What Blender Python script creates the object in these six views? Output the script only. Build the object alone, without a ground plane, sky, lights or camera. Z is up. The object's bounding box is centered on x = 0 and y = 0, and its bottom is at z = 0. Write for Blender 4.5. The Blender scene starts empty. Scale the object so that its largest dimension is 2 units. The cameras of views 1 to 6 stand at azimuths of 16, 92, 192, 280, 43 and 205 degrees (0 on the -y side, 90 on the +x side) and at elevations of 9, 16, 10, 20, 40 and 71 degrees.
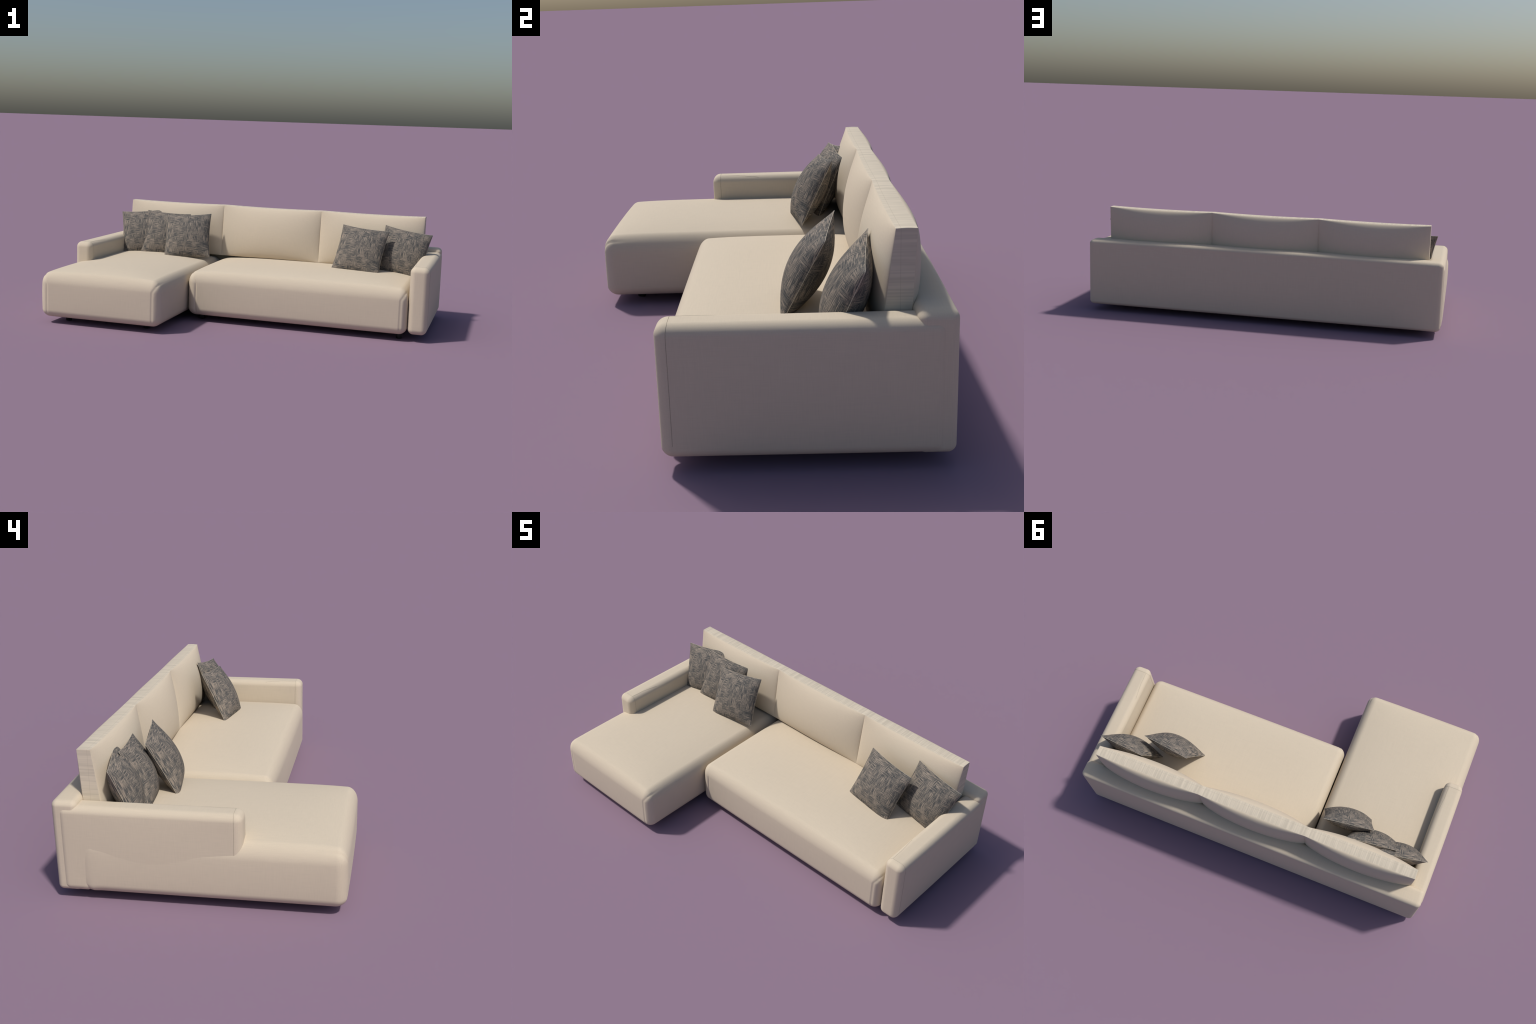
"""Cream sectional sofa with a chaise, three boxed back cushions and five
square woven throw pillows.  Metres, z up, bounding box centred on x = y = 0."""
import bpy, bmesh, math
from math import radians, tan, exp, pi
from mathutils import Vector, Matrix
from mathutils.bvhtree import BVHTree

COL = bpy.context.scene.collection

# ------------------------------------------------------------------ materials
def new_material(name, rough=0.9, spec=0.25):
    m = bpy.data.materials.new(name)
    m.use_nodes = True
    b = m.node_tree.nodes["Principled BSDF"]
    b.inputs["Roughness"].default_value = rough
    b.inputs["Specular IOR Level"].default_value = spec
    return m, m.node_tree, b


def node(nt, kind, **kw):
    n = nt.nodes.new(kind)
    for k, v in kw.items():
        setattr(n, k, v)
    return n


def math_node(nt, op, a, b=None, clamp=False):
    n = node(nt, "ShaderNodeMath", operation=op, use_clamp=clamp)
    for i, v in enumerate((a, b)):
        if v is None:
            continue
        if isinstance(v, (int, float)):
            n.inputs[i].default_value = v
        else:
            nt.links.new(v, n.inputs[i])
    return n.outputs[0]


def streak_noise(nt, coord, scale, detail=2.0, rough=0.5, offset=(0, 0, 0)):
    mp = node(nt, "ShaderNodeMapping")
    mp.inputs["Scale"].default_value = scale
    mp.inputs["Location"].default_value = offset
    nt.links.new(coord, mp.inputs["Vector"])
    nz = node(nt, "ShaderNodeTexNoise")
    nz.inputs["Scale"].default_value = 1.0
    nz.inputs["Detail"].default_value = detail
    nz.inputs["Roughness"].default_value = rough
    nt.links.new(mp.outputs["Vector"], nz.inputs["Vector"])
    return nz.outputs["Fac"]


def ramp(nt, fac, stops, interp="LINEAR"):
    r = node(nt, "ShaderNodeValToRGB")
    r.color_ramp.interpolation = interp
    el = r.color_ramp.elements
    while len(el) < len(stops):
        el.new(0.5)
    for e, (p, c) in zip(el, stops):
        e.position = p
        e.color = (*c, 1)
    nt.links.new(fac, r.inputs["Fac"])
    return r.outputs["Color"]


def mix_colour(nt, fac, a, b):
    n = node(nt, "ShaderNodeMix", data_type="RGBA")
    for sock, v in ((n.inputs[0], fac), (n.inputs[6], a), (n.inputs[7], b)):
        if isinstance(v, tuple):
            sock.default_value = (*v, 1)
        elif isinstance(v, (int, float)):
            sock.default_value = v
        else:
            nt.links.new(v, sock)
    return n.outputs[2]


CREAM = (0.596, 0.511, 0.392)


def shade(c, k):
    return tuple(v * k for v in c)


def linen_material():
    """Cream linen: two crossed sets of fine slubs, barely lighter and darker."""
    m, nt, b = new_material("cream_linen", 0.92, 0.2)
    co = node(nt, "ShaderNodeTexCoord").outputs["Object"]
    runs = [streak_noise(nt, co, sc, 2, 0.55, off) for sc, off in
            (((16, 650, 650), (1, 5, 2)), ((650, 16, 650), (3, 7, 1)), ((650, 650, 16), (6, 2, 9)))]
    s = math_node(nt, "ADD", math_node(nt, "ADD", runs[0], runs[1]), runs[2])
    s = math_node(nt, "MULTIPLY", s, 1 / 3)
    col = ramp(nt, s, [(0.34, shade(CREAM, 0.935)), (0.5, CREAM), (0.66, shade(CREAM, 1.055))])
    nt.links.new(col, b.inputs["Base Color"])
    bp = node(nt, "ShaderNodeBump")
    bp.inputs["Strength"].default_value = 0.12
    bp.inputs["Distance"].default_value = 0.001
    nt.links.new(s, bp.inputs["Height"])
    nt.links.new(bp.outputs["Normal"], b.inputs["Normal"])
    b.inputs["Sheen Weight"].default_value = 0.05
    b.inputs["Sheen Roughness"].default_value = 0.6
    return m


def border_material():
    """Boxing strip: the same linen stretched into stripes across the strip,
    with a thin stitched line along its middle (local y = 0)."""
    m, nt, b = new_material("cream_boxing_strip", 0.92, 0.2)
    co = node(nt, "ShaderNodeTexCoord").outputs["Object"]
    fine = streak_noise(nt, co, (150, 4, 150), 1.5, 0.5)
    wide = streak_noise(nt, co, (62, 3, 62), 1.0, 0.5, offset=(4, 1, 8))
    # the two halves of the strip differ a little, as two joined strips do
    sep = node(nt, "ShaderNodeSeparateXYZ")
    nt.links.new(co, sep.inputs[0])
    s = math_node(nt, "ADD", math_node(nt, "MULTIPLY", fine, 0.6),
                  math_node(nt, "MULTIPLY", wide, 0.45))
    pale = (0.606, 0.533, 0.422)
    col = ramp(nt, s, [(0.30, shade(pale, 0.84)), (0.46, shade(pale, 0.90)),
                       (0.60, shade(pale, 1.03)), (0.74, shade(pale, 1.07))])
    line = math_node(nt, "LESS_THAN", math_node(nt, "ABSOLUTE", sep.outputs["Y"]), 0.0007)
    col = mix_colour(nt, math_node(nt, "MULTIPLY", line, 0.35), col, (0.36, 0.31, 0.24))
    nt.links.new(col, b.inputs["Base Color"])
    return m


def pillow_material():
    """Basket of short crossed brush-like streaks, taupe over blue-grey."""
    m, nt, b = new_material("taupe_grey_weave", 0.9, 0.2)
    co = node(nt, "ShaderNodeTexCoord").outputs["Object"]
    hor = streak_noise(nt, co, (24, 440, 0), 3.0, 0.64)
    ver = streak_noise(nt, co, (440, 24, 0), 3.0, 0.64, offset=(5, 3, 0))
    sep = node(nt, "ShaderNodeSeparateXYZ")
    nt.links.new(co, sep.inputs[0])
    # blocks in which one thread direction lies on top; their edges are combed
    # ragged by shifting the block pattern along the threads
    rag_x = math_node(nt, "MULTIPLY", streak_noise(nt, co, (12, 600, 0), 1, 0.5, (2, 8, 0)), 0.027)
    rag_y = math_node(nt, "MULTIPLY", streak_noise(nt, co, (600, 12, 0), 1, 0.5, (7, 1, 0)), 0.027)
    comb = node(nt, "ShaderNodeCombineXYZ")
    nt.links.new(math_node(nt, "ADD", sep.outputs["X"], rag_x), comb.inputs[0])
    nt.links.new(math_node(nt, "ADD", sep.outputs["Y"], rag_y), comb.inputs[1])
    vor = node(nt, "ShaderNodeTexVoronoi", distance="CHEBYCHEV", voronoi_dimensions="2D")
    vor.inputs["Scale"].default_value = 34
    vor.inputs["Randomness"].default_value = 0.6
    nt.links.new(comb.outputs[0], vor.inputs["Vector"])
    sepc = node(nt, "ShaderNodeSeparateColor")
    nt.links.new(vor.outputs["Color"], sepc.inputs[0])
    pick = math_node(nt, "GREATER_THAN", sepc.outputs[0], 0.5)
    pick = math_node(nt, "ADD", math_node(nt, "MULTIPLY", pick, 0.76), 0.12)
    tone = math_node(nt, "MULTIPLY", math_node(nt, "SUBTRACT", sepc.outputs[1], 0.5), 0.07)
    s = math_node(nt, "ADD", hor, math_node(nt, "MULTIPLY", math_node(nt, "SUBTRACT", ver, hor), pick))
    s = math_node(nt, "ADD", s, tone)
    dark, mid, pale = (0.064, 0.066, 0.066), (0.128, 0.119, 0.107), (0.268, 0.224, 0.180)
    col = ramp(nt, s, [(0.425, dark), (0.497, mid), (0.565, pale), (0.68, shade(pale, 1.14))])
    nt.links.new(col, b.inputs["Base Color"])
    bp = node(nt, "ShaderNodeBump")
    bp.inputs["Strength"].default_value = 0.15
    bp.inputs["Distance"].default_value = 0.001
    nt.links.new(s, bp.inputs["Height"])
    nt.links.new(bp.outputs["Normal"], b.inputs["Normal"])
    return m


def plain_material(name, colour, rough=0.8, var=0.1, scale=120):
    m, nt, b = new_material(name, rough, 0.3)
    co = node(nt, "ShaderNodeTexCoord").outputs["Object"]
    f = streak_noise(nt, co, (scale,) * 3)
    nt.links.new(ramp(nt, f, [(0.3, shade(colour, 1 - var)), (0.7, shade(colour, 1 + var))]),
                 b.inputs["Base Color"])
    return m


LINEN = linen_material()
BORDER = border_material()
WEAVE = pillow_material()
PIPING = plain_material("pale_piping_cord", (0.42, 0.38, 0.31))
SEAM = plain_material("dark_seam_line", (0.36, 0.31, 0.24))
BLACK = plain_material("black_plastic", (0.012, 0.012, 0.013), 0.5)

# ------------------------------------------------------------------ geometry
def add_object(name, verts, faces, material, parent=None, smooth=True):
    me = bpy.data.meshes.new(name)
    me.from_pydata([tuple(v) for v in verts], [], faces)
    me.update()
    bm = bmesh.new()
    bm.from_mesh(me)
    bmesh.ops.remove_doubles(bm, verts=bm.verts, dist=1e-6)
    bmesh.ops.recalc_face_normals(bm, faces=bm.faces)
    bm.to_mesh(me)
    bm.free()
    if smooth:
        me.polygons.foreach_set("use_smooth", [True] * len(me.polygons))
    me.materials.append(material)
    ob = bpy.data.objects.new(name, me)
    COL.objects.link(ob)
    if parent:
        ob.parent = parent
    return ob


def axis_samples(h, r, step, dense=()):
    """Positions along one half-axis pair: even angles in the rounded ends,
    even steps between, extra samples round the places in `dense`."""
    n = 7
    inner = h - r
    s = [inner + r * tan(pi / 4 * i / n) for i in range(1, n + 1)]
    s += [-v for v in s]
    k = max(2, int(2 * inner / step))
    s += [-inner + 2 * inner * i / k for i in range(k + 1)]
    for c in dense:
        s += [c + 0.0016 * j for j in range(-9, 10) if abs(c + 0.0016 * j) < inner]
    s = sorted(s)
    out = [s[0]]
    for v in s[1:]:
        if v - out[-1] > 2e-4:
            out.append(v)
    return out


def rounded_box(name, lo, hi, radius, material, parent, bulge=None, step=0.022, dense=((), (), ()), r_low=None):
    """A padded box from lo to hi with rounded edges; bulge(p, n, u) returns how
    far the cover swells along its normal (u: position in -1..1 on each axis)."""
    lo, hi = Vector(lo), Vector(hi)
    c, h = (lo + hi) / 2, (hi - lo) / 2
    r = Vector(radius) if hasattr(radius, "__len__") else Vector((radius,) * 3)
    ax = [axis_samples(h[i], r[i], step, [d - c[i] for d in dense[i]]) for i in range(3)]
    verts, faces = [], []
    for a in range(3):
        b, d = (a + 1) % 3, (a + 2) % 3
        for sgn in (-1, 1):
            base = len(verts)
            for p in ax[b]:
                for q in ax[d]:
                    v = Vector((0, 0, 0))
                    v[a], v[b], v[d] = sgn * h[a], p, q
                    rr = Vector((r.x, r.y, r_low if r_low and v.z < 0 else r.z))
                    if v.z < 0 and r_low:      # keep the sampling inside the smaller fillet
                        v.z = -h.z + (v.z + h.z) * (r_low / r.z if v.z < -(h.z - r.z) else 1.0) \
                            - (r.z - r_low) * smoothstep(0, -(h.z - r.z), v.z) * (0 if v.z < -(h.z - r.z) else 1)
                    core = Vector([max(-(h[i] - rr[i]), min(h[i] - rr[i], v[i])) for i in range(3)])
                    n = Vector([(v[i] - core[i]) / rr[i] for i in range(3)]).normalized()
                    pos = core + Vector([n[i] * rr[i] for i in range(3)])
                    nn = Vector([n[i] / rr[i] for i in range(3)]).normalized()
                    if bulge:
                        u = [max(-1, min(1, pos[i] / h[i])) for i in range(3)]
                        b_off = bulge(pos + c, nn, u)
                        pos = pos + (nn * b_off if isinstance(b_off, float) else b_off)
                    verts.append(pos + c)
            nd = len(ax[d])
            for i in range(len(ax[b]) - 1):
                for j in range(nd - 1):
                    k = base + i * nd + j
                    f = (k, k + nd, k + nd + 1, k + 1)
                    faces.append(f if sgn > 0 else f[::-1])
    return add_object(name, verts, faces, material, parent)


def tube_mesh(path, radius, closed=False, sides=6):
    pts = [Vector(p) for p in path]
    n = len(pts)
    verts, faces = [], []
    for i, p in enumerate(pts):
        a = pts[i - 1] if (i or closed) else p
        b = pts[(i + 1) % n] if (i < n - 1 or closed) else p
        t = (b - a).normalized()
        s = t.cross(Vector((0.31, 0.53, 0.79))).normalized()
        w = t.cross(s)
        for k in range(sides):
            g = 2 * pi * k / sides
            verts.append(p + (s * math.cos(g) + w * math.sin(g)) * radius)
    for i in range(n if closed else n - 1):
        j = (i + 1) % n
        for k in range(sides):
            l = (k + 1) % sides
            faces.append((i * sides + k, i * sides + l, j * sides + l, j * sides + k))
    return verts, faces


def seam_on(owner, name, anchors, radius=0.0006, per=14):
    """A thin darker line along a seam: a narrow tube on the surface of `owner` through the anchors."""
    dg = [v.co for v in owner.data.vertices]
    bvh = BVHTree.FromPolygons(dg, [p.vertices[:] for p in owner.data.polygons])
    pts = []
    for a, b in zip(anchors, anchors[1:]):
        a, b = Vector(a), Vector(b)
        for i in range(per):
            hit = bvh.find_nearest(a.lerp(b, i / per))
            pts.append(hit[0])
    pts.append(bvh.find_nearest(Vector(anchors[-1]))[0])
    v, f = tube_mesh(pts, radius)
    return add_object(name, v, f, SEAM, owner)


def smoothstep(a, b, x):
    t = max(0.0, min(1.0, (x - a) / (b - a)))
    return t * t * (3 - 2 * t)


# ------------------------------------------------------------------ sofa
sofa = bpy.data.objects.new("sectional_sofa", None)
COL.objects.link(sofa)
sofa["label"] = "cream linen sectional sofa with chaise and boxed cushions"
sofa["category"] = "sofa"

# --- seats ---------------------------------------------------------------
def seat_bulge(front_y, seams, crown, half, side_swell=0.0):
    """Crowned top, slightly swollen sides, and at each front corner a sunk seam
    that climbs the front and bends outwards over the top edge."""
    def f(p, n, u):
        d = 0.0
        if n.z > 0:
            # the padding rises from a low rim to the full crown
            rise = 1.0
            for k in (0, 1):
                rise *= 1 - exp(-(max(0.0, (1 - abs(u[k])) * half[k]) / (0.12, 0.085)[k]) ** 1.2)
            d += crown * n.z * rise
        d += 0.004 * abs(n.y) * (1 - u[0] ** 2) * (1 - u[2] ** 2)
        d += side_swell * abs(n.x) * max(0.0, 1 - u[2] ** 2) * (1 - u[1] ** 40)
        for xs, out in seams:
            z_bend = 0.212
            x_line = xs + out * max(0.0, p.z - z_bend) * 0.6
            reach = smoothstep(front_y + 0.075, front_y + 0.03, p.y) * smoothstep(0.042, 0.065, p.z)
            w = (p.x - x_line) * out
            d -= 0.0030 * exp(-(w / 0.0042) ** 2) * reach
            if w > 0:
                d += 0.0012 * smoothstep(0.0, 0.012, w) * reach * max(0.0, -n.y)
        return d
    return f


CH_SEAMS = ((-0.953, -1), (-0.356, 1))
chaise_cover = seat_bulge(-0.555, CH_SEAMS, 0.030, (0.337, 0.50), 0.0055)


def chaise_bulge(p, n, u):
    """As the seats, but its rear outer corner is drawn tight beside the arm."""
    off = n * chaise_cover(p, n, u)
    if n.x < 0 and p.y > 0.40:
        tight = 0.93 * smoothstep(0.0, 0.45, -n.x) * (1 - abs(n.z)) * smoothstep(0.402, 0.41, p.y)
        off.x -= tight * (p.x + 0.9945)
    return off


chaise = rounded_box("chaise_seat", (-0.9945, -0.558, 0.031), (-0.319, 0.452, 0.270),
                     (0.044, 0.044, 0.060), LINEN, sofa,
                     chaise_bulge,
                     r_low=0.042, dense=([s[0] for s in CH_SEAMS], (), ()))
BN_SEAMS = ((-0.256, -1), (0.858, 1))
bench = rounded_box("bench_seat", (-0.308, -0.185, 0.031), (0.893, 0.452, 0.270),
                    (0.044, 0.044, 0.060), LINEN, sofa,
                    seat_bulge(-0.184, BN_SEAMS, 0.030, (0.60, 0.317)),
                    r_low=0.042, dense=([s[0] for s in BN_SEAMS], (), ()))

# --- arms and back -------------------------------------------------------
def arm_bulge(p, n, u):
    d = 0.006 * abs(n.x) * (1 - u[1] ** 2) * (1 - u[2] ** 2)
    if p.x < 0:      # pressed in where the chaise lies over its foot
        d -= 0.016 * smoothstep(0.13, 0.06, p.z) * smoothstep(0.432, 0.40, p.y)
    return d


arms = []
for side in (1, -1):
    x0, x1 = sorted((side * 0.896, side * 0.994))
    arm = rounded_box("armrest", (x0, -0.172, 0.036), (x1, 0.537, 0.388), (0.030, 0.032, 0.030),
                      LINEN, sofa, arm_bulge)
    arms.append(arm)
    o, i = side * 1.02, side * 0.86
    # seam of the front end panel: up the outer face, over the top, down inside
    seam_on(arm, "seam", [(o, -0.142, 0.075), (o, -0.142, 0.36), (side * 0.985, -0.138, 0.40),
                          (side * 0.90, -0.138, 0.40), (i, -0.138, 0.37), (i, -0.138, 0.20)])
    seam_on(arm, "seam", [(side * 0.914, -0.138, 0.40), (side * 0.910, -0.06, 0.40),
                          (side * 0.900, 0.03, 0.385)])

rounded_box("back_frame", (-0.990, 0.458, 0.034), (0.990, 0.5595, 0.406), (0.028, 0.024, 0.022),
            LINEN, sofa, lambda p, n, u: 0.005 * max(0, n.z) * (1 - u[0] ** 2)
            + 0.003 * max(0, n.y) * (1 - u[2] ** 2) * (1 - u[0] ** 4))

# --- back cushions -------------------------------------------------------
Z_TOP, Z_BOT, HALF_W = 0.587, 0.288, 0.3010


def front_edge(z):
    return 0.4145 - 0.122 * (Z_TOP - z)


def back_edge(z):
    return 0.4675 - 0.055 * (Z_TOP - z)


def back_cushion(x_c):
    """Two swollen panels joined by a flat boxing strip."""
    nu, nv = 48, 40
    mid_y = (front_edge(0.43) + back_edge(0.43)) / 2
    org = Vector((x_c, mid_y, (Z_TOP + Z_BOT) / 2))
    us = [-math.cos(pi * i / nu) for i in range(nu + 1)]
    vs = [-math.cos(pi * j / nv) for j in range(nv + 1)]
    hz = (Z_TOP - Z_BOT) / 2

    def outline(u, v):
        x = x_c + HALF_W * u
        z = org.z + hz * v
        z -= 0.004 * (1 - u * u) * max(0.0, v) ** 3      # top sags in the middle
        return x, z

    verts, faces = [], []
    for which in (0, 1):
        base = len(verts)
        for u in us:
            for v in vs:
                x, z = outline(u, v)
                a, b = max(0.0, 1 - u * u), max(0.0, 1 - v * v)
                if which == 0:
                    y = front_edge(z) - 0.047 * a ** 0.68 * b ** 0.62
                else:
                    y = back_edge(z) + 0.046 * a ** 0.70 * b ** 0.50
                verts.append(Vector((x, y, z)) - org)
        for i in range(nu):
            for j in range(nv):
                k = base + i * (nv + 1) + j
                f = (k, k + nv + 1, k + nv + 2, k + 1)
                faces.append(f if which == 0 else f[::-1])
    body = add_object("back_cushion", verts, faces, LINEN, sofa)
    body.location = org

    # boxing strip: runs round the outline between the two panel edges
    ring = [(u, 1) for u in us] + [(1, v) for v in reversed(vs)] \
        + [(u, -1) for u in reversed(us)] + [(-1, v) for v in vs]
    rows = 6
    verts, faces = [], []
    for u, v in ring:
        x, z = outline(u, v)
        f, b = front_edge(z), back_edge(z)
        for k in range(rows + 1):
            t = k / rows
            puff = 0.0012 * math.sin(pi * t)
            if v == 1 and abs(u) < 1:
                px, pz = x, z + puff
            else:
                px, pz = x, z
            verts.append(Vector((px, f + (b - f) * t, pz)) - org)
    n = len(ring)
    for i in range(n):
        for k in range(rows):
            p, q = i * (rows + 1) + k, ((i + 1) % n) * (rows + 1) + k
            faces.append((p, q, q + 1, p + 1))
    strip = add_object("boxing_strip", verts, faces, BORDER, body, smooth=False)
    return body


for x_c in (-0.6065, -0.0055, 0.5955):
    back_cushion(x_c)

# --- feet ----------------------------------------------------------------
def foot_mesh():
    prof = [(0.0, 0.0), (0.0145, 0.0), (0.016, 0.002), (0.018, 0.045), (0.0, 0.045)]
    n = 24
    verts = [Vector((r * math.cos(2 * pi * k / n), r * math.sin(2 * pi * k / n), z))
             for r, z in prof for k in range(n)]
    faces = [(i * n + k, i * n + (k + 1) % n, (i + 1) * n + (k + 1) % n, (i + 1) * n + k)
             for i in range(len(prof) - 1) for k in range(n)]
    return verts, faces


v, f = foot_mesh()
foot = add_object("foot", v, f, BLACK, sofa)
spots = [(-0.884, -0.445), (-0.433, -0.439), (-0.248, -0.094), (0.849, -0.101),
         (-0.884, 0.40), (-0.433, 0.40), (-0.248, 0.40), (0.849, 0.40)]
foot.location = (*spots[0], 0)
for x, y in spots[1:]:
    o = foot.copy()
    o.location = (x, y, 0)
    COL.objects.link(o)

# ------------------------------------------------------------------ throw pillows
SIDE, PUFF = 0.274, 0.057


def pillow_outline(u, v):
    """Square with four drawn-out corners: the sides curve in."""
    h = SIDE / 2
    return (h * u * (1 - 0.055 * (1 - v * v)), h * v * (1 - 0.055 * (1 - u * u)))


def pillow_mesh():
    n = 44
    cs = [math.sin(pi / 2 * (2 * i / n - 1)) for i in range(n + 1)]
    verts, faces = [], []
    for sgn in (1, -1):
        base = len(verts)
        for u in cs:
            for v in cs:
                x, y = pillow_outline(u, v)
                a, b = max(0.0, 1 - u * u), max(0.0, 1 - v * v)
                verts.append(Vector((x, y, sgn * PUFF * (a * b) ** 0.62)))
        for i in range(n):
            for j in range(n):
                k = base + i * (n + 1) + j
                q = (k, k + n + 1, k + n + 2, k + 1)
                faces.append(q if sgn > 0 else q[::-1])
    return verts, faces


def piping_path():
    m, path = 22, []
    for (u0, v0), (u1, v1) in (((-1, -1), (1, -1)), ((1, -1), (1, 1)), ((1, 1), (-1, 1)), ((-1, 1), (-1, -1))):
        for i in range(m):
            t = i / m
            x, y = pillow_outline(u0 + (u1 - u0) * t, v0 + (v1 - v0) * t)
            path.append((x * 0.998, y * 0.998, -0.0012))
    return path


POSES = [((0.569, 0.209, 0.402), (62.4, 4.1, -8.2)),
         ((0.793, 0.300, 0.392), (67.0, 8.0, -6.5)),
         ((-0.474, 0.246, 0.409), (62.6, -4.1, 9.1)),
         ((-0.638, 0.309, 0.404), (67.7, 2.7, 5.9)),
         ((-0.788, 0.322, 0.404), (68.5, -5.5, 12.0))]
pillow = cord = None
for loc, rot in POSES:
    if pillow is None:
        p = pillow = add_object("throw_pillow", *pillow_mesh(), WEAVE)
        c = cord = add_object("piping", *tube_mesh(piping_path(), 0.0011, True), PIPING, p)
    else:
        p, c = pillow.copy(), cord.copy()
        COL.objects.link(p)
        COL.objects.link(c)
        c.parent = p
    p.location = loc
    p.rotation_euler = [radians(a) for a in rot]
    p["label"] = "square throw pillow in taupe and blue-grey woven streaks"
    p["category"] = "pillow"
